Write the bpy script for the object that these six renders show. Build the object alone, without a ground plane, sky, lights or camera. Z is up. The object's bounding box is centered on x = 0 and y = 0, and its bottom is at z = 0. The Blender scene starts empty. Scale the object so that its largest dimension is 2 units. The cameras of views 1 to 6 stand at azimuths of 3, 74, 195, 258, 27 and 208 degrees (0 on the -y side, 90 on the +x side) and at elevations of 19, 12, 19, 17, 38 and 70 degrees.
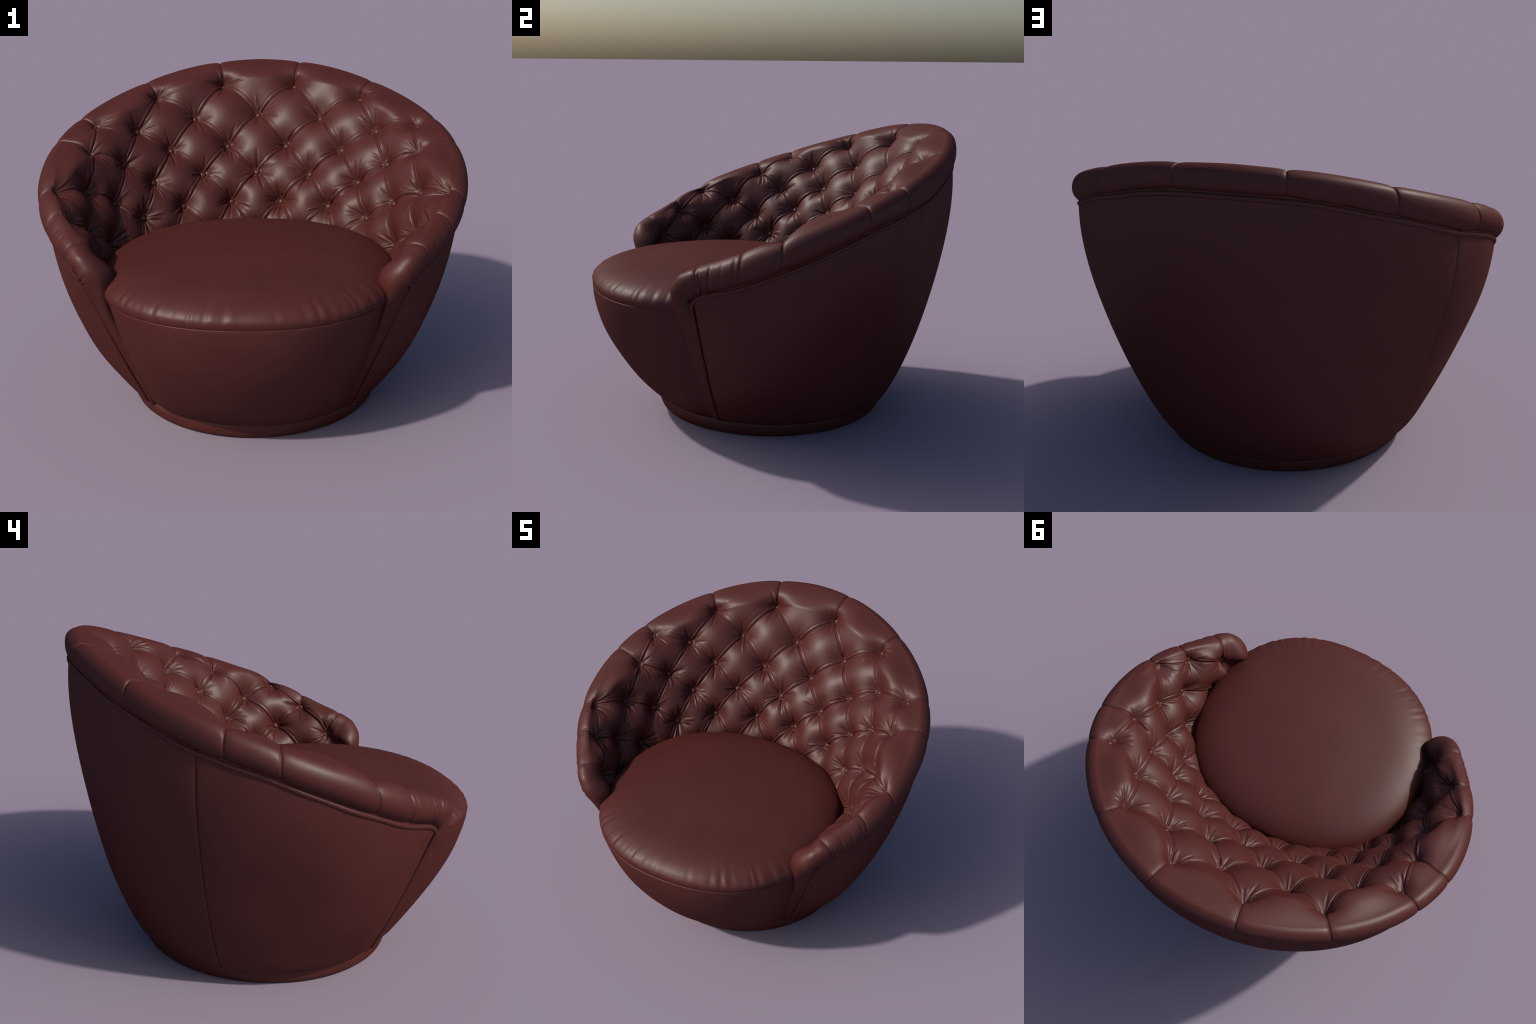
import bpy, math, random
import numpy as np
from mathutils import Vector

random.seed(7)
rng = np.random.default_rng(11)

# ------------------------------------------------------------------ helpers
def spline(xk, yk, x):
    """Natural cubic spline through knots (xk, yk[..]) evaluated at x."""
    xk = np.asarray(xk, float); yk = np.asarray(yk, float)
    n = len(xk); h = np.diff(xk)
    A = np.zeros((n, n)); A[0, 0] = A[-1, -1] = 1
    rhs = np.zeros_like(yk)
    d = (yk[1:] - yk[:-1]) / h.reshape((-1,) + (1,) * (yk.ndim - 1))
    for i in range(1, n - 1):
        A[i, i - 1] = h[i - 1]; A[i, i] = 2 * (h[i - 1] + h[i]); A[i, i + 1] = h[i]
        rhs[i] = 6 * (d[i] - d[i - 1])
    m = np.linalg.solve(A, rhs.reshape(n, -1)).reshape(yk.shape)
    x = np.asarray(x, float)
    i = np.clip(np.searchsorted(xk, x) - 1, 0, n - 2)
    sh = x.shape + (1,) * (yk.ndim - 1)
    hi = h[i].reshape(sh); a = ((xk[i + 1] - x)).reshape(sh) / hi; b = (x - xk[i]).reshape(sh) / hi
    return a * yk[i] + b * yk[i + 1] + ((a**3 - a) * m[i] + (b**3 - b) * m[i + 1]) * hi**2 / 6

def grid_faces(nu, nv, closed_u=False):
    iu = np.arange(nu if closed_u else nu - 1); iv = np.arange(nv - 1)
    a, b = np.meshgrid(iu, iv, indexing='ij'); a2 = (a + 1) % nu
    return np.stack([a * nv + b, a2 * nv + b, a2 * nv + b + 1, a * nv + b + 1], -1).reshape(-1, 4)

def make_mesh(name, verts, faces, mat, normals=None):
    me = bpy.data.meshes.new(name)
    verts = np.asarray(verts, float).reshape(-1, 3)
    if isinstance(faces, np.ndarray):
        nf, k = faces.shape
        me.vertices.add(len(verts)); me.vertices.foreach_set('co', verts.ravel())
        me.loops.add(nf * k); me.loops.foreach_set('vertex_index', faces.ravel().astype(np.int32))
        me.polygons.add(nf); me.polygons.foreach_set('loop_start', (np.arange(nf) * k).astype(np.int32))
        me.update(calc_edges=True); me.validate()
    else:
        me.from_pydata([tuple(v) for v in verts], [], faces); me.update()
    me.polygons.foreach_set('use_smooth', np.ones(len(me.polygons), bool))
    if normals is not None:
        me.normals_split_custom_set_from_vertices([tuple(n) for n in normals])
    me.materials.append(mat)
    ob = bpy.data.objects.new(name, me)
    bpy.context.scene.collection.objects.link(ob)
    return ob

def grid_normals(P):
    du = np.gradient(P, axis=0); dv = np.gradient(P, axis=1)
    n = np.cross(du, dv); n /= np.linalg.norm(n, axis=-1, keepdims=True) + 1e-12
    return n

# ------------------------------------------------------------------ leather
def leather(name, col_a, col_b, rough, grain=0.05, spec=0.5):
    m = bpy.data.materials.new(name); m.use_nodes = True
    nt = m.node_tree; nt.nodes.clear(); N = nt.nodes.new; L = nt.links.new
    out = N('ShaderNodeOutputMaterial'); bs = N('ShaderNodeBsdfPrincipled'); L(bs.outputs[0], out.inputs[0])
    tc = N('ShaderNodeTexCoord')
    n1 = N('ShaderNodeTexNoise'); n1.inputs['Scale'].default_value = 5.0; n1.inputs['Detail'].default_value = 5.0
    L(tc.outputs['Object'], n1.inputs['Vector'])
    cr = N('ShaderNodeValToRGB'); cr.color_ramp.elements[0].position = 0.3; cr.color_ramp.elements[1].position = 0.7
    cr.color_ramp.elements[0].color = (*col_a, 1); cr.color_ramp.elements[1].color = (*col_b, 1)
    L(n1.outputs['Fac'], cr.inputs['Fac']); L(cr.outputs['Color'], bs.inputs['Base Color'])
    mr = N('ShaderNodeMapRange'); mr.inputs['To Min'].default_value = rough - 0.02; mr.inputs['To Max'].default_value = rough + 0.02
    L(n1.outputs['Fac'], mr.inputs['Value']); L(mr.outputs['Result'], bs.inputs['Roughness'])
    vo = N('ShaderNodeTexVoronoi'); vo.inputs['Scale'].default_value = 320.0
    L(tc.outputs['Object'], vo.inputs['Vector'])
    bu = N('ShaderNodeBump'); bu.inputs['Strength'].default_value = grain; bu.inputs['Distance'].default_value = 0.001
    L(vo.outputs['Distance'], bu.inputs['Height']); L(bu.outputs['Normal'], bs.inputs['Normal'])
    # waxed leather: matt body under a thin gloss that does not grow at grazing angles
    bs.inputs['Specular IOR Level'].default_value = 0.0
    gl = N('ShaderNodeBsdfGlossy'); L(mr.outputs['Result'], gl.inputs['Roughness']); L(bu.outputs['Normal'], gl.inputs['Normal'])
    gl.inputs['Color'].default_value = (1, 1, 1, 1)
    mx = N('ShaderNodeMixShader'); mx.inputs['Fac'].default_value = spec
    L(bs.outputs[0], mx.inputs[1]); L(gl.outputs[0], mx.inputs[2]); L(mx.outputs[0], out.inputs[0])
    return m

MAT = leather('red_brown_leather', (0.0575, 0.0128, 0.0104), (0.0640, 0.0147, 0.0119), 0.47, spec=0.024)
MAT_SEAT = leather('red_brown_seat_leather', (0.0575, 0.0128, 0.0104), (0.0640, 0.0147, 0.0119), 0.47, spec=0.024)

# ------------------------------------------------------------------ the chair
chair = bpy.data.objects.new('tufted_tub_armchair', None)
bpy.context.scene.collection.objects.link(chair)
chair['label'] = 'round tub armchair in dark red-brown button-tufted leather'
chair['category'] = 'armchair'
def child(o, p=None):
    o.parent = p or chair; return o

# --- outer bowl: horizontal ellipses whose centre and radii change with height
ZK = np.array([0.05, 0.35, 0.65, 0.95, 1.30])
CYP = np.polyfit(ZK, [0.019, -0.020, -0.018, 0.023, 0.001], 4)
RXP = np.polyfit(ZK, [0.620, 0.793, 0.911, 0.967, 0.949], 4)
RYP = np.polyfit(ZK, [0.602, 0.782, 0.864, 0.884, 0.936], 4)
# straight front edge of the side panels (x, y at heights), where the bowl is pulled in
FEZ = np.array([0.075, 0.263, 0.444, 0.62, 0.757])
FEX = np.array([0.479, 0.546, 0.609, 0.666, 0.713]); FEY = np.array([-0.398, -0.455, -0.500, -0.542, -0.574])
PHI_END = 128.6

def bowl_r_plain(phi, z):
    a = np.radians(phi); s, c = np.sin(a), np.cos(a)
    cy, rx, ry = np.polyval(CYP, z), np.polyval(RXP, z), np.polyval(RYP, z)
    A = (s / rx)**2 + (c / ry)**2; B = -2 * c * cy / ry**2; C = (cy / ry)**2 - 1
    return (-B + np.sqrt(B * B - 4 * A * C)) / (2 * A)

def edge_phi_r(z):
    x = np.interp(z, FEZ, FEX); y = np.interp(z, FEZ, FEY)
    return np.degrees(np.arctan2(x, y)), np.hypot(x, y)

def bowl_r(phi, z):
    phi = np.abs(phi); r0 = bowl_r_plain(phi, z)
    pe, re = edge_phi_r(z); ratio = re / bowl_r_plain(pe, z)
    k = np.clip((phi - 113) / (pe - 113), 0, 1.05)**1.5
    k = k * np.clip((0.80 - z) / 0.08, 0, 1)
    # the low side panels are a little flatter towards the back
    flat_ = .021 * np.exp(-((phi - 80) / 13)**2) * np.exp(-((z - .52) / .23)**2) - .006 * np.exp(-((phi - 82) / 22)**2) * np.exp(-((z - .12) / .07)**2) - .010 * np.exp(-((phi - 112) / 9)**2) * np.exp(-((z - .27) / .14)**2)
    return r0 * (1 + (ratio - 1) * k) - flat_

PIPE_PHI = [0, 17, 33, 42, 51, 61, 75, 84, 91, 98, 108, 119, 125, 129]
PIPE_Z = [1.379, 1.365, 1.309, 1.268, 1.223, 1.166, 1.104, 1.042, 0.996, 0.944, 0.878, 0.818, 0.790, 0.757]
CREST_PHI = [0, 20, 42, 67, 80, 91, 103, 116, 124, 129]
CREST_Z = [1.488, 1.466, 1.389, 1.268, 1.196, 1.134, 1.064, 0.976, 0.928, 0.90]
def pipe_z(phi): return spline(PIPE_PHI, PIPE_Z, np.abs(phi))
def crest_z(phi): return spline(CREST_PHI, CREST_Z, np.abs(phi))

# --- button lattice (rows A..F downwards, right half; mirrored over x = 0)
ROWS = {
 'A': {0.5: (.187, .763, 1.367), 1.5: (.526, .624, 1.320), 2.5: (.795, .340, 1.240)},
 'B': {0: (0, .661, 1.227), 1: (.330, .604, 1.215), 2: (.609, .438, 1.183), 3: (.785, .146, 1.143), 4: (.885, -.197, 1.037)},
 'C': {0.5: (.151, .537, 1.083), 1.5: (.437, .446, 1.081), 2.5: (.651, .249, 1.056), 3.5: (.786, -.025, .983), 4.5: (.792, -.351, .925)},
 'D': {0: (0, .449, .970), 1: (.275, .411, .965), 2: (.513, .290, .953), 3: (.673, .088, .901), 4: (.757, -.199, .832), 5: (.666, -.484, .803)},
 'E': {0.5: (.126, .376, .829), 1.5: (.365, .293, .825), 2.5: (.548, .146, .808), 3.5: (.674, -.068, .740), 4.5: (.676, -.345, .690)},
 'F': {0: (0, .305, .690), 1: (.215, .262, .690), 2: (.405, .150, .680), 3: (.560, -.02, .640), 4: (.625, -.230, .590)},
}
RIM = [('A', .5), ('A', 1.5), ('A', 2.5), ('B', 3), ('B', 4), ('C', 4.5), ('D', 5)]
BUT = {}
for r, d in ROWS.items():
    for c, p in d.items():
        BUT[(r, c)] = np.array(p, float)
        if c > 0: BUT[(r, -c)] = np.array((-p[0], p[1], p[2]), float)
FOLDS = []
order = 'ABCDEF'
for (r, c) in BUT:
    i = order.index(r)
    if i < 5:
        for c2 in (c - .5, c + .5):
            if (order[i + 1], c2) in BUT: FOLDS.append(((r, c), (order[i + 1], c2)))

# --- floor of the tufting: the surface the buttons are pulled down to
_b = np.array([p for (r, c), p in BUT.items() if c >= 0 and r != 'F'])
def _basis(c, z): return np.stack([1 + 0 * c, c, c * c, c**3, z, z * c, z * c * c, z * z], -1)
_ph = np.arctan2(_b[:, 0], _b[:, 1]); _rr = np.hypot(_b[:, 0], _b[:, 1])
KF = np.linalg.lstsq(_basis(np.cos(_ph), _b[:, 2]), _rr, rcond=None)[0]
_res = _rr - _basis(np.cos(_ph), _b[:, 2]) @ KF
def floor_r(phi, z):
    a = np.radians(np.abs(phi)); z = np.asarray(z, float); a = a + 0 * z
    r = _basis(np.cos(a), z) @ KF
    d2 = (((a[..., None] - _ph) * 0.65)**2 + (z[..., None] - _b[:, 2])**2) / 0.085**2
    g = np.exp(-d2)
    return r + (g * _res).sum(-1) / np.maximum(g.sum(-1), 1.0)

# --- control sections of the upholstered inside: piping -> roll -> crest -> buttons -> seat
def section(phi):
    zp, zc = float(pipe_z(phi)), float(crest_z(phi))
    rs = float(bowl_r(phi, zp)); ov = float(np.interp(abs(phi), [0, 40, 90, 105, 121], [.016, .020, .033, .038, .034]))
    d = float(np.interp(abs(phi), [0, 30, 60, 100, 121], [.105, .085, .065, .055, .055]))
    zr = zc - d; rr = float(floor_r(phi, zr)); rc = rs - float(np.interp(abs(phi), [0, 90, 121], [.035, .030, .030]))
    rr = min(rr, rc - 0.035)
    H = zc - zp
    pr = [(rs - .012, zp - .006), (rs + ov * .75, zp + .22 * H), (rs + ov, zp + .52 * H), (rs + ov * .35, zp + .86 * H), (rc, zc), 
          (rc - .50 * (rc - rr), zc - .31 * d), (rr, zr)]
    zlow = float(np.interp(abs(phi), [0, 60, 121], [.56, .54, .50]))
    for f in (.18, .36, .56, .78, 1.0):
        z = zr + (zlow - zr) * f
        pr.append((float(floor_r(phi, z)), z))
    a = math.radians(phi)
    return [(r * math.sin(a), r * math.cos(a), z) for r, z in pr]

# arm end: the roll turns the corner and runs down the front as a narrow strip (right side)
ARM_END = [
 [(.745,-.537,.782),(.764,-.553,.803),(.770,-.568,.834),(.758,-.577,.882),(.722,-.566,.904),(.686,-.545,.893),(.666,-.514,.848),(.660,-.492,.785),(.645,-.485,.72),(.615,-.472,.66),(.610,-.470,.58),(.600,-.470,.48)],
 [(.711,-.568,.757),(.724,-.589,.776),(.727,-.608,.802),(.718,-.625,.838),(.688,-.628,.862),(.642,-.606,.858),(.602,-.560,.825),(.592,-.536,.77),(.588,-.530,.72),(.584,-.524,.66),(.578,-.520,.58),(.570,-.510,.48)],
 [(.703,-.565,.732),(.708,-.592,.742),(.702,-.617,.757),(.685,-.641,.775),(.655,-.654,.794),(.613,-.642,.798),(.574,-.602,.785),(.562,-.576,.74),(.558,-.566,.70),(.555,-.558,.64),(.550,-.550,.57),(.540,-.540,.48)],
 [(.690,-.556,.697),(.686,-.578,.700),(.677,-.600,.706),(.661,-.621,.713),(.638,-.638,.722),(.608,-.644,.728),(.577,-.622,.725),(.562,-.595,.70),(.556,-.580,.67),(.550,-.568,.62),(.540,-.555,.55),(.530,-.540,.46)],
 [(.655,-.533,.590),(.648,-.547,.590),(.638,-.561,.590),(.623,-.577,.591),(.605,-.592,.592),(.588,-.600,.594),(.568,-.588,.594),(.555,-.572,.59),(.545,-.560,.57),(.538,-.548,.53),(.528,-.535,.47),(.518,-.522,.40)],
 [(.604,-.495,.430),(.596,-.504,.430),(.585,-.514,.430),(.572,-.526,.430),(.558,-.538,.431),(.544,-.547,.432),(.528,-.538,.432),(.516,-.526,.43),(.508,-.516,.42),(.502,-.506,.39),(.494,-.496,.35),(.485,-.486,.30)],
 [(.540,-.448,.245),(.533,-.453,.245),(.525,-.459,.245),(.515,-.467,.245),(.505,-.475,.246),(.496,-.480,.246),(.482,-.472,.246),(.472,-.464,.245),(.465,-.457,.24),(.459,-.450,.22),(.453,-.443,.20),(.447,-.436,.17)],
 [(.476,-.394,.072),(.473,-.398,.072),(.470,-.401,.072),(.465,-.406,.072),(.459,-.411,.072),(.453,-.416,.072),(.444,-.410,.072),(.438,-.405,.072),(.434,-.402,.07),(.430,-.398,.06),(.426,-.394,.05),(.422,-.390,.04)],
]
PHIS = [0, 9, 18, 27, 36, 45, 54, 63, 72, 81, 90, 99, 108, 115, 121]
right = [section(p) for p in PHIS] + ARM_END
left = [[(-x, y, z) for x, y, z in s] for s in right[:0:-1]]
CTRL = np.array(left + right)                       # stations x section points
ns, nt_ = CTRL.shape[:2]; mid = ns // 2
i_capR = mid + len(PHIS) - 1                        # last vertical section on the right
# station parameter: chord length along the crest; section parameter: mean chord length
spar = np.r_[0, np.cumsum(np.linalg.norm(np.diff(CTRL[:, 4], axis=0), axis=1))]; spar -= spar[mid]
seg = np.linalg.norm(np.diff(CTRL[mid - 14:mid + 15], axis=1), axis=2).mean(0)
tpar = np.r_[0, np.cumsum(seg)]
NS, NT = 1700, 330
S = np.linspace(spar[0], spar[-1], NS)
T = np.linspace(0, tpar[-1], NT)
G = spline(spar, CTRL, S)                           # along the rim
G = np.swapaxes(spline(tpar, np.swapaxes(G, 0, 1), T), 0, 1)
Nn = grid_normals(G)
if Nn[NS // 2, NT * 3 // 4, 1] > 0: Nn = -Nn

def surf(s, t):
    fi = np.interp(s, S, np.arange(NS)); fj = np.interp(t, T, np.arange(NT))
    i = np.clip(fi.astype(int), 0, NS - 2); j = np.clip(fj.astype(int), 0, NT - 2)
    a = (fi - i)[..., None]; b = (fj - j)[..., None]
    return (1 - a) * (1 - b) * G[i, j] + a * (1 - b) * G[i + 1, j] + (1 - a) * b * G[i, j + 1] + a * b * G[i + 1, j + 1]

flat = G.reshape(-1, 3)
BST = {}
jmin = np.searchsorted(T, tpar[4] + .01)
for k, p in BUT.items():
    sub = G[:, jmin:]
    d = ((sub - p)**2).sum(-1); i, j = np.unravel_index(d.argmin(), d.shape)
    BST[k] = (S[i], T[j + jmin])

SS, TT = np.meshgrid(S, T, indexing='ij')
def smooth(x, a, b):
    k = np.clip((x - a) / (b - a), 0, 1); return k * k * (3 - 2 * k)
s_cap = spar[i_capR]; 
late = 1 - smooth(np.abs(SS), spar[mid + 9], spar[mid + 11])      # the pads start lower on the back than on the arms
armw = smooth(np.abs(SS), spar[mid + 11], spar[mid + 12])
W_in = smooth(TT, tpar[4] - .01 + .018 * late + .008 * armw, tpar[6] - .005 + .022 * late + .050 * armw) * (1 - smooth(np.abs(SS), s_cap + 0.07, s_cap + 0.17))

def seg_distance(poly, pts):
    """distance, signed side along section and position (0..1) of points to a polyline"""
    best = np.full(len(pts), 1e9); u = np.zeros(len(pts)); vec = np.zeros((len(pts), 3))
    n = len(poly) - 1
    for i in range(n):
        a, b = poly[i], poly[i + 1]; ab = b - a
        k = np.clip(((pts - a) @ ab) / (ab @ ab + 1e-12), 0, 1)
        q = pts - (a + k[:, None] * ab); d = np.sqrt((q * q).sum(1))
        m = d < best; best[m] = d[m]; u[m] = (i + k[m]) / n; vec[m] = q[m]
    return best, u, vec

def near(poly, margin):
    lo = poly.min(0) - margin; hi = poly.max(0) + margin
    return np.where(((flat > lo) & (flat < hi)).all(1))[0]

nv = len(flat)
d_but = np.full(nv, 1.0); pit = np.zeros(nv); s_fold = np.zeros(nv); s_but = np.zeros(nv)
pleat = np.zeros(nv); wr = np.zeros(nv)
Tf = TT.ravel(); Sf = SS.ravel()
dSG = np.gradient(G, axis=0).reshape(-1, 3); dTG = np.gradient(G, axis=1).reshape(-1, 3)
dSG /= np.linalg.norm(dSG, axis=1, keepdims=True); dTG /= np.linalg.norm(dTG, axis=1, keepdims=True)

for k, (s, t) in BST.items():
    p = surf(np.array([s]), np.array([t]))[0]
    ii, jj = int(np.argmin(abs(S - s))), int(np.argmin(abs(T - t)))
    off = float(np.clip((BUT[k] - p) @ Nn[ii, jj], -.050, .02)) - (.002 if abs(k[1]) >= 4.5 else .024 if (k[0], abs(k[1])) in RIM else .012)
    idx = near(np.array([p]), 0.30); q = flat[idx] - p; d = np.sqrt((q * q).sum(1)); win = 1 - smooth(d, .12, .30)
    d_but[idx] = np.minimum(d_but[idx], d); s_but[idx] += np.exp(-(d / .066)**1.15) * win; pit[idx] += off * np.exp(-(d / (.043 if (k[0], abs(k[1])) in RIM else .036))**1.4)
    th = np.arctan2((q * dTG[idx]).sum(1), (q * dSG[idx]).sum(1))
    # gathers that radiate from the button
    for _ in range(22):
        a0 = random.uniform(-math.pi, math.pi); ln = random.uniform(.045, .130); wd = random.uniform(.0025, .005)
        da = (th - a0 + math.pi) % (2 * math.pi) - math.pi
        across = np.sin(da) * d
        prof = np.exp(-(across / (wd + .03 * d))**2) * (np.cos(da) > 0)
        wr[idx] += random.choice((-1, -1, 1)) * random.uniform(.0024, .0056) * prof * smooth(d, .010, .028) * (1 - smooth(d, ln * .5, ln))

for (a, b) in FOLDS:
    (s0, t0), (s1, t1) = BST[a], BST[b]
    u = np.linspace(0, 1, 13)
    # the pleat follows the straight line between its buttons, laid onto the surface
    chord = surf(np.array([s0, s1]), np.array([t0, t1])); chord = chord[0] + (chord[1] - chord[0]) * u[:, None]
    i0_, i1_ = sorted((int(np.searchsorted(S, s0)), int(np.searchsorted(S, s1)))); j0_, j1_ = sorted((int(np.searchsorted(T, t0)), int(np.searchsorted(T, t1))))
    i0_, i1_, j0_, j1_ = max(i0_ - 14, 0), min(i1_ + 14, NS), max(j0_ - 14, 0), min(j1_ + 14, NT)
    ws, wt = [], []
    for cpt in chord:
        dd = ((G[i0_:i1_, j0_:j1_] - cpt)**2).sum(-1); ia, ja = np.unravel_index(dd.argmin(), dd.shape)
        ws.append(S[i0_ + ia]); wt.append(T[j0_ + ja])
    bump_ = u * (1 - u); B_ = np.stack([bump_, bump_ * (u - .5)], 1)
    ws = s0 + (s1 - s0) * u + B_ @ np.linalg.lstsq(B_, np.array(ws) - (s0 + (s1 - s0) * u), rcond=None)[0]
    wt = t0 + (t1 - t0) * u + B_ @ np.linalg.lstsq(B_, np.array(wt) - (t0 + (t1 - t0) * u), rcond=None)[0]
    poly = surf(ws, wt)
    idx = near(poly, 0.20); d, uu, vec = seg_distance(poly, flat[idx])
    s_fold[idx] += np.exp(-d / .030) * (1 - smooth(d, .08, .20))
    # pleat: sharp crease, a lapped flap above it and a second faint crease
    side = np.where((vec * dTG[idx]).sum(1) < 0, 1, -1)
    sd = d * side; env = smooth(uu, .02, .12) * (1 - smooth(uu, .88, .98))
    bow = .010 + .005 * np.sin(np.pi * uu)
    inside = (d < .06)
    prof = (-.0070 * np.exp(-(sd / .0034)**2) + .0014 * np.exp(-((sd - bow * .6) / .0050)**2)
            - .0026 * np.exp(-((sd - bow * 1.35) / .0028)**2))
    prof = prof * (1.15 - .45 * np.sin(np.pi * uu))
    pleat[idx] += prof * env * inside

# seams over the roll, from each rim button to the piping
seam = np.zeros(nv); d_seam = np.full(nv, 1.0)
for (r, c) in RIM:
    for sg in (1, -1):
        s0, t0 = BST[(r, c * sg)]
        u = np.linspace(0, 1, 24)
        poly = surf(np.full(24, s0), t0 * (1 - u))
        idx = near(poly, 0.07); d, uu, vec = seg_distance(poly, flat[idx])
        sd = d * np.where((vec * dSG[idx]).sum(1) * sg > 0, 1, -1)
        amp = .55 + .45 * (1 - smooth(uu, .35, 1))
        seam[idx] -= (.0060 * np.exp(-(sd / .0030)**2) + .0075 * np.exp(-np.sqrt(sd * sd + 1e-6) / .020)) * amp
        d_seam[idx] = np.minimum(d_seam[idx], d)

# gathers fanning out of the piping corner at the arm ends, puckers on the last roll panels
for sg in (1, -1):
    for f in np.linspace(.02, .98, 10):
        s0 = sg * (s_cap + .02 + (spar[i_capR + 4] - s_cap) * .95 * (f + random.uniform(-.04, .04)))
        tl = random.uniform(.6, 1.15) * tpar[4]
        u = np.linspace(0, 1, 12)
        poly = surf(np.full(12, s0) + sg * .008 * np.sin(u * 5 + f * 9), .004 + tl * u)
        idx = near(poly, .03); d, uu, vec = seg_distance(poly, flat[idx])
        seam[idx] -= random.uniform(.004, .0085) * np.exp(-(d / random.uniform(.003, .007))**2) * (1 - smooth(uu, .35, 1.0))
    sA, sB = abs(BST[('B', 4)][0]), abs(BST[('D', 5)][0])
    for f in np.linspace(.52, .95, 4):
        s0 = sg * (sA + (sB - sA) * f)
        poly = surf(np.full(12, s0), np.linspace(.15, .75, 12) * tpar[5])
        idx = near(poly, .03); d, uu, vec = seg_distance(poly, flat[idx])
        seam[idx] -= random.uniform(.0015, .0032) * np.exp(-(d / random.uniform(.006, .010))**2) * smooth(uu, 0, .3) * (1 - smooth(uu, .6, 1))
    # soft bulges of the stuffed arm end
    poly = surf(sg * np.linspace(spar[i_capR + 1], spar[i_capR + 3], 10), np.full(10, tpar[4]))
    idx = near(poly, .08); d, uu, vec = seg_distance(poly, flat[idx])
    seam[idx] += .0010 * np.sin(uu * 14 + 1) * np.exp(-(d / .04)**2)

H = 0.074 * (1 + .26 * smooth(1.15 - flat[:, 2], 0, .35))
pa = np.exp(-1.5 * s_fold); pb = np.clip(1 - s_but, 0, 1)
hh = H * (.71 * pb + .36 * pa * pb) * W_in.ravel()
# dimple of the rim buttons reaching up onto the roll
hh += (pleat + wr) * np.clip(W_in.ravel() * 1.3, 0, 1) * smooth(d_but, .008, .03)
hh += seam + pit
PB = (flat + Nn.reshape(-1, 3) * hh[:, None]).reshape(G.shape)
NB = grid_normals(PB)
if (NB * Nn).sum() < 0: NB = -NB
FL = grid_faces(NS, NT).reshape(NS - 1, NT - 1, 4)
# orientation of the faces follows the outward normals
t0 = PB.reshape(-1, 3)[FL[NS // 2, NT // 2]]
flip = np.dot(np.cross(t0[1] - t0[0], t0[2] - t0[1]), NB[NS // 2, NT // 2]) < 0
def subgrid(name, i0, i1, j0, j1):
    V = PB[i0:i1 + 1, j0:j1 + 1].reshape(-1, 3); n = NB[i0:i1 + 1, j0:j1 + 1].reshape(-1, 3)
    F = grid_faces(i1 - i0 + 1, j1 - j0 + 1)
    if flip: F = F[:, ::-1]
    return child(make_mesh(name, V, F, MAT, n))
iL = int(np.searchsorted(S, -spar[i_capR + 2])); iR = NS - 1 - iL
jc = int(np.searchsorted(T, tpar[4]))
back = subgrid('tufted_backrest', iL, iR, jc, NT - 1)
roll = subgrid('padded_rim', iL, iR, 0, jc)
subgrid('arm_front', 0, iL, 0, NT - 1)
subgrid('arm_front', iR, NS - 1, 0, NT - 1)

# --- buttons
def button_mesh(rad=.0165, hgt=.011):
    prof = [(0, 1.0), (.35, .95), (.65, .78), (.88, .48), (1.0, .12), (.97, -.15), (.80, -.5)]
    seg_n = 24; v = [(0, 0, hgt)]; f = []
    for i, (a, b) in enumerate(prof[1:]):
        for k in range(seg_n):
            an = 2 * math.pi * k / seg_n; v.append((a * rad * math.cos(an), a * rad * math.sin(an), b * hgt))
    for k in range(seg_n): f.append((0, 1 + k, 1 + (k + 1) % seg_n))
    for i in range(len(prof) - 2):
        o = 1 + i * seg_n
        for k in range(seg_n): f.append((o + k, o + seg_n + k, o + seg_n + (k + 1) % seg_n, o + (k + 1) % seg_n))
    return v, f
bv, bf = button_mesh()
b0 = None
for k, (s, t) in sorted(BST.items()):
    if k[0] == 'F': continue
    i = int(np.argmin(abs(S - s))); j = int(np.argmin(abs(T - t)))
    pos = PB[i, j]; nrm = Vector(Nn[i, j])
    if b0 is None:
        b0 = make_mesh('button', bv, bf, MAT); o = b0
    else:
        o = b0.copy(); bpy.context.scene.collection.objects.link(o)
    o.rotation_mode = 'QUATERNION'; o.rotation_quaternion = nrm.to_track_quat('Z', 'Y')
    o.location = Vector(pos) + nrm * .004
    child(o, back)

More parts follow.
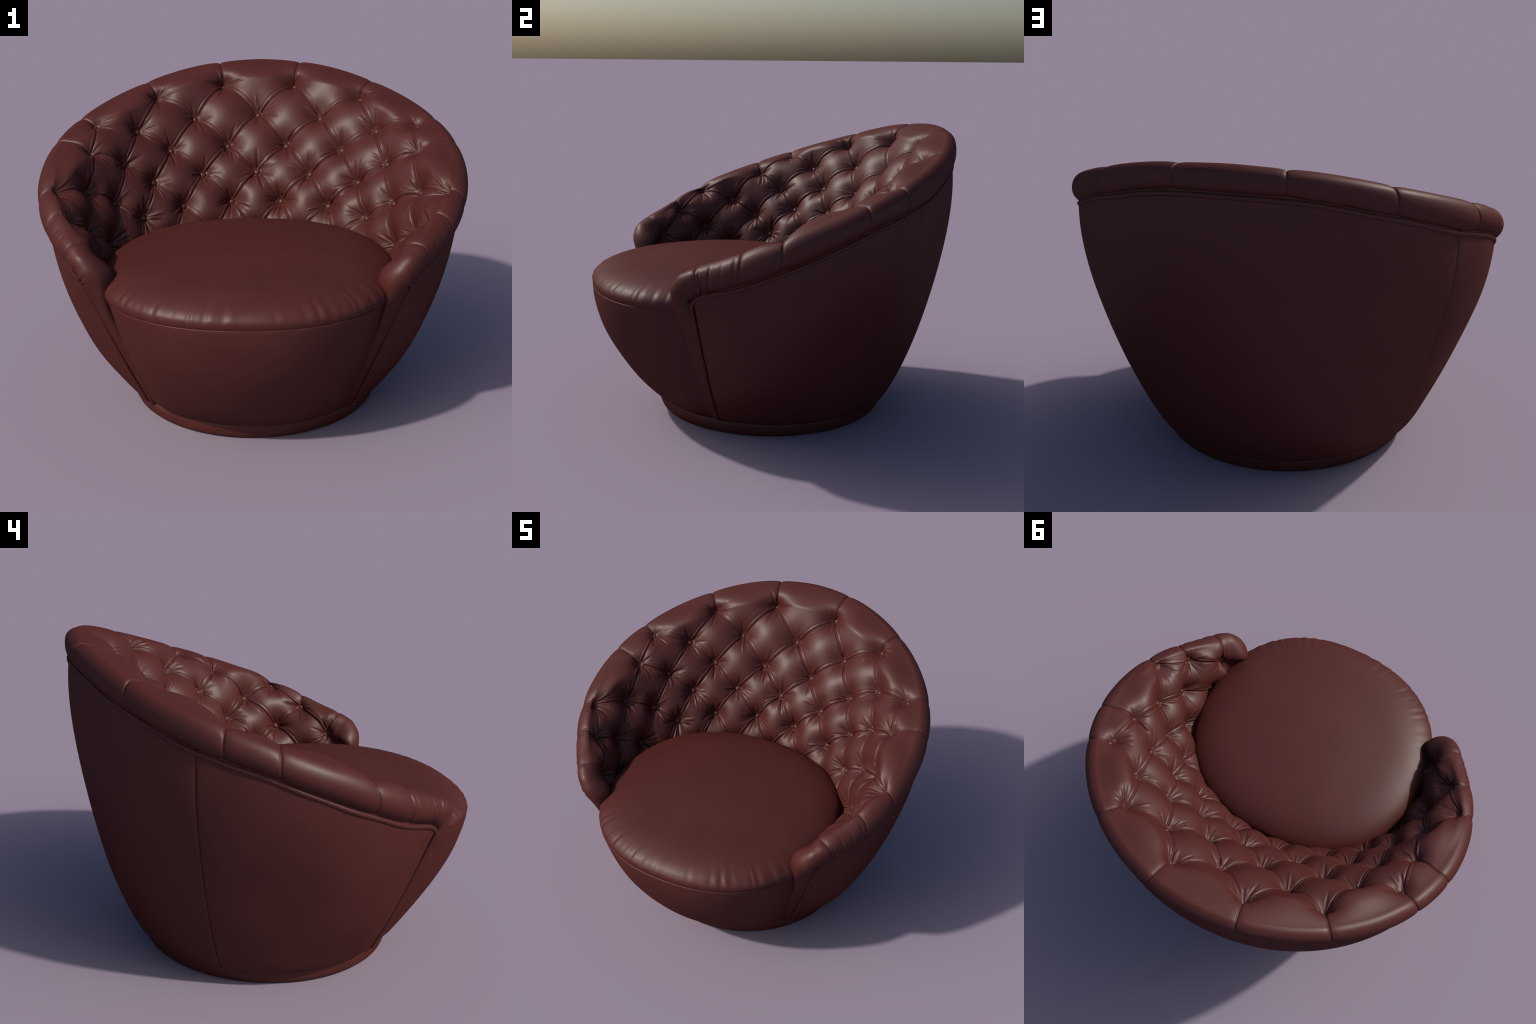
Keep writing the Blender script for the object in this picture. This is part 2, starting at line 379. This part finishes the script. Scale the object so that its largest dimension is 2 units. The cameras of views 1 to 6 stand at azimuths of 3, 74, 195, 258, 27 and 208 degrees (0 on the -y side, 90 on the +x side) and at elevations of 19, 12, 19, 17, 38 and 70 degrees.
# --- outer panels
def panel(name, p0, p1, n):
    """leather panel of the bowl between two azimuths; edges tuck in at seams"""
    m = 150; v = np.linspace(0, 1, m)
    u = np.linspace(0, 1, n)
    # denser columns near both ends so that the tucked edge is crisp
    e = np.array([0, .0012, .0025, .004, .006, .009, .013, .02]); u = np.unique(np.r_[e, u[(u > .02) & (u < .98)], 1 - e])
    P = np.zeros((len(u), m, 3))
    for i, a in enumerate(u):
        phi = p0 + (p1 - p0) * a
        zt = float(pipe_z(min(abs(phi), 128.0))) + .012
        z = .074 + (zt - .074) * v
        if abs(p0) > 70 or abs(p1) > 70:
            # side panel: its front boundary follows the straight piping line
            far = p0 if abs(p0) > abs(p1) else p1; nearp = p1 if far == p0 else p0
            pe, _ = edge_phi_r(z); k = (phi - nearp) / (far - nearp)
            ph = nearp + k * (np.sign(far) * pe - nearp)
        else: ph = np.full(m, phi)
        r = bowl_r(ph, z)
        dist = min(a, 1 - a) * abs(p1 - p0) * math.pi / 180 * .85
        frontal = min(abs(phi) - 60, PHI_END - abs(phi)) == PHI_END - abs(phi) and abs(phi) > 100
        r = r - (.013 * np.exp(-(dist / .006)) if frontal else .0065 * np.exp(-(dist / .0042))) 
        # bottom hem curls under
        bt = z - .074; r = r - .012 * np.exp(-bt / .007)
        P[i, :, 0] = r * np.sin(np.radians(ph)); P[i, :, 1] = r * np.cos(np.radians(ph)); P[i, :, 2] = z
    F = grid_faces(len(u), m)
    t = P.reshape(-1, 3)[F[len(F) // 2]]; c = t.mean(0)
    if np.dot(np.cross(t[1] - t[0], t[2] - t[1]), (c[0], c[1], 0)) < 0: F = F[:, ::-1]
    return child(make_mesh(name, P, F, MAT_SEAT))
panel('back_panel', -60, 60, 120)
panel('side_panel', 60, PHI_END, 90)
panel('side_panel', -PHI_END, -60, 90)

# --- piping below the rim and down the arm fronts
def tube(name, pts, rad, mat, ring=12):
    pts = np.asarray(pts, float); n = len(pts)
    tan = np.gradient(pts, axis=0); tan /= np.linalg.norm(tan, axis=1, keepdims=True)
    outw = pts * np.array([1, 1, 0]); outw /= np.linalg.norm(outw, axis=1, keepdims=True)
    b = np.cross(tan, outw); b /= np.linalg.norm(b, axis=1, keepdims=True); o = np.cross(b, tan)
    rad = np.broadcast_to(rad, (n,))
    a = np.linspace(0, 2 * np.pi, ring, endpoint=False)
    V = pts[:, None] + rad[:, None, None] * (np.cos(a)[None, :, None] * o[:, None] + 1.25 * np.sin(a)[None, :, None] * b[:, None])
    F = []
    for i in range(n - 1):
        for k in range(ring):
            k2 = (k + 1) % ring
            F.append((i * ring + k, (i + 1) * ring + k, (i + 1) * ring + k2, i * ring + k2))
    F.append(tuple(range(ring - 1, -1, -1))); F.append(tuple((n - 1) * ring + k for k in range(ring)))
    return child(make_mesh(name, V, F, mat))
def pipe_path():
    R = []
    for phi in np.linspace(0, 127.2, 150):
        z = float(pipe_z(phi)) - .012 + .0022 * math.sin(phi * .31 + 1) * (phi > 25)
        r = float(bowl_r(phi, z)) - .001 + .0015 * math.sin(phi * .47)
        a = math.radians(phi); R.append((r * math.sin(a), r * math.cos(a), z))
    for z in np.linspace(.745, .080, 60):
        pe, re = edge_phi_r(z); a = math.radians(float(pe) + .35); re = float(re) + .001
        R.append((re * math.sin(a), re * math.cos(a), z))
    return R
R = np.array(pipe_path())
# round the corner
for _ in range(4): R[1:-1] = .25 * R[:-2] + .5 * R[1:-1] + .25 * R[2:]
PATH = np.r_[R[:0:-1] * [-1, 1, 1], R]
tube('piping', PATH, .0088, MAT)

# --- seat: rounded-square drum front with a domed cushion sewn on at a seam
SC = np.array([0, -.325]); SEAM_Z = .676
def superell(a, bf, bb, th, n=2.25):
    c, s = np.cos(th), np.sin(th); b = np.where(s < 0, bf, bb)
    k = (np.abs(c / a)**n + np.abs(s / b)**n)**(-1 / n)
    return k * c, k * s
th = np.linspace(0, 2 * np.pi, 720, endpoint=False)
front = np.clip(-np.sin(th), 0, 1)
# wrinkles running over the front edge of the cushion
fold_a = [math.radians(a) for a in (202, 206, 211, 219, 223, 231, 237, 245, 251, 257, 264, 283, 294, 299, 304, 308, 313, 316, 323, 329, 336)]
wk = np.zeros_like(th)
for a in fold_a:
    w = random.uniform(.012, .030); s_ = random.uniform(.25, 1.0)
    wk += s_ * (-np.exp(-((th - a) / w)**2) + .7 * np.exp(-((th - a - 1.9 * w) / (w * 1.2))**2))
prof = [(.996, .0), (1.000, .014), (1.002, .030), (.996, .047), (.978, .064), (.948, .079), (.90, .0945), (.85, .1055), (.78, .1165), (.70, .1250), (.55, .1340), (.40, .1405), (.2, .1465), (0.0004, .148)]
pk = np.array(prof); par = np.r_[0, np.cumsum(np.hypot(*(np.diff(pk, axis=0) * [.63, 1]).T))]
q = spline(par, pk, np.linspace(0, par[-1], 130))
bx, by = superell(.655, .622, .617, th)
bx0, by0 = superell(.655, .622, .617, th)
V = np.zeros((len(th), len(q), 3))
for j, (k, hz) in enumerate(q):
    amp = .0048 * math.exp(-((k - .985) / .05)**2) if j > 8 else .0048 * math.exp(-((k - .985) / .05)**2) * j / 8
    tail = .0018 * math.exp(-((k - .90) / .06)**2)
    sh = .7 * (wk * (amp + tail)) * smooth(front, .10, .35)
    kk = k + 0 * th
    seam_in = -.0015 * math.exp(-(hz / .0045)**1.5) if k > .9 else 0 if k > .9 else 0
    V[:, j, 0] = SC[0] + bx * kk + np.cos(th) * (sh * .7 + seam_in)
    V[:, j, 1] = SC[1] + by * kk + np.sin(th) * (sh * .7 + seam_in)
    V[:, j, 2] = SEAM_Z + hz + sh * .7 + .02 * by * kk * min(1, hz / .06)
F = grid_faces(len(th), len(q), True)
t = V.reshape(-1, 3)[F[len(F) - 60]]
if np.cross(t[1] - t[0], t[2] - t[1])[2] < 0: F = F[:, ::-1]
child(make_mesh('seat_cushion', V, F, MAT_SEAT))

DZ = [.070, .09, .15, .25, .334, .45, .55, .62, .676]
DFRONT = [.612, .634, .698, .778, .832, .893, .926, .940, .943]      # distance of the front from the middle
DDZ = [.07, .09, .15, .245, .334, .43, .52, .59, .65, .676]
DDIAG = [.612, .630, .667, .716, .760, .802, .837, .858, .877, .885]    # the same on the diagonals
z = np.r_[np.linspace(.070, .085, 8)[:-1], np.linspace(.085, SEAM_Z - .02, 70), np.linspace(SEAM_Z - .02, SEAM_Z, 34)[1:]]
tx, ty = superell(.655, .622, .617, np.linspace(0, 2 * np.pi, 4000)); ty = ty - .325
ta = np.arctan2(ty, tx); o_ = np.argsort(ta)
r_top = np.interp((th + np.pi) % (2 * np.pi) - np.pi, ta[o_], np.hypot(tx, ty)[o_])
diag = np.clip(np.abs(np.cos(th)) / math.cos(math.radians(47)), 0, 1.2)**1.5
V = np.zeros((len(th), len(z), 3))
for j, zz in enumerate(z):
    # from a circle on the plinth to the outline of the cushion, diagonals lagging behind the front
    g = (float(spline(DZ, DFRONT, zz)) - DFRONT[0]) / (DFRONT[-1] - DFRONT[0])
    inn = .0040 * math.exp(-(SEAM_Z - zz) / .0010) + .010 * math.exp(-(zz - .07) / .006)
    lip = .0004 * math.exp(-((SEAM_Z - .014 - zz) / .006)**2)
    gd = (float(spline(DDZ, DDIAG, zz)) - DFRONT[0]) / (DDIAG[-1] - DFRONT[0])
    r = DFRONT[0] + (r_top - DFRONT[0]) * (g + (gd - g) * np.clip(diag, 0, 1.1)) + lip - inn
    r = r - .012 * smooth(diag, .80, 1.02)                           # recess against the arm fronts
    r = np.where(np.sin(th) > .2, np.minimum(r, .3), r)
    V[:, j, 0] = r * np.cos(th); V[:, j, 1] = r * np.sin(th); V[:, j, 2] = zz
F = grid_faces(len(th), len(z), True)
t = V.reshape(-1, 3)[F[len(F) * 3 // 4]]; c = t.mean(0)
if np.dot(np.cross(t[1] - t[0], t[2] - t[1]), (c[0], c[1], 0)) < 0: F = F[:, ::-1]
child(make_mesh('seat_front', V, F, MAT_SEAT))

# --- plinth
pl = [(0.0, 0.0), (.578, 0.0), (.586, .0015), (.593, .008), (.599, .022), (.603, .045), (.604, .062), (.600, .070), (.590, .073), (.580, .074), (.578, .100), (0.0, .100)]
thp = np.linspace(0, 2 * np.pi, 160, endpoint=False)
V = np.zeros((len(thp), len(pl), 3))
for j, (r, zz) in enumerate(pl):
    r = max(r, 1e-4); V[:, j, 0] = r * np.cos(thp); V[:, j, 1] = r * np.sin(thp); V[:, j, 2] = zz
F = grid_faces(len(thp), len(pl), True)
t = V.reshape(-1, 3)[F[4]]; c = t.mean(0)
if np.dot(np.cross(t[1] - t[0], t[2] - t[1]), (c[0], c[1], 0)) < 0: F = F[:, ::-1]
child(make_mesh('plinth', V, F, MAT_SEAT))
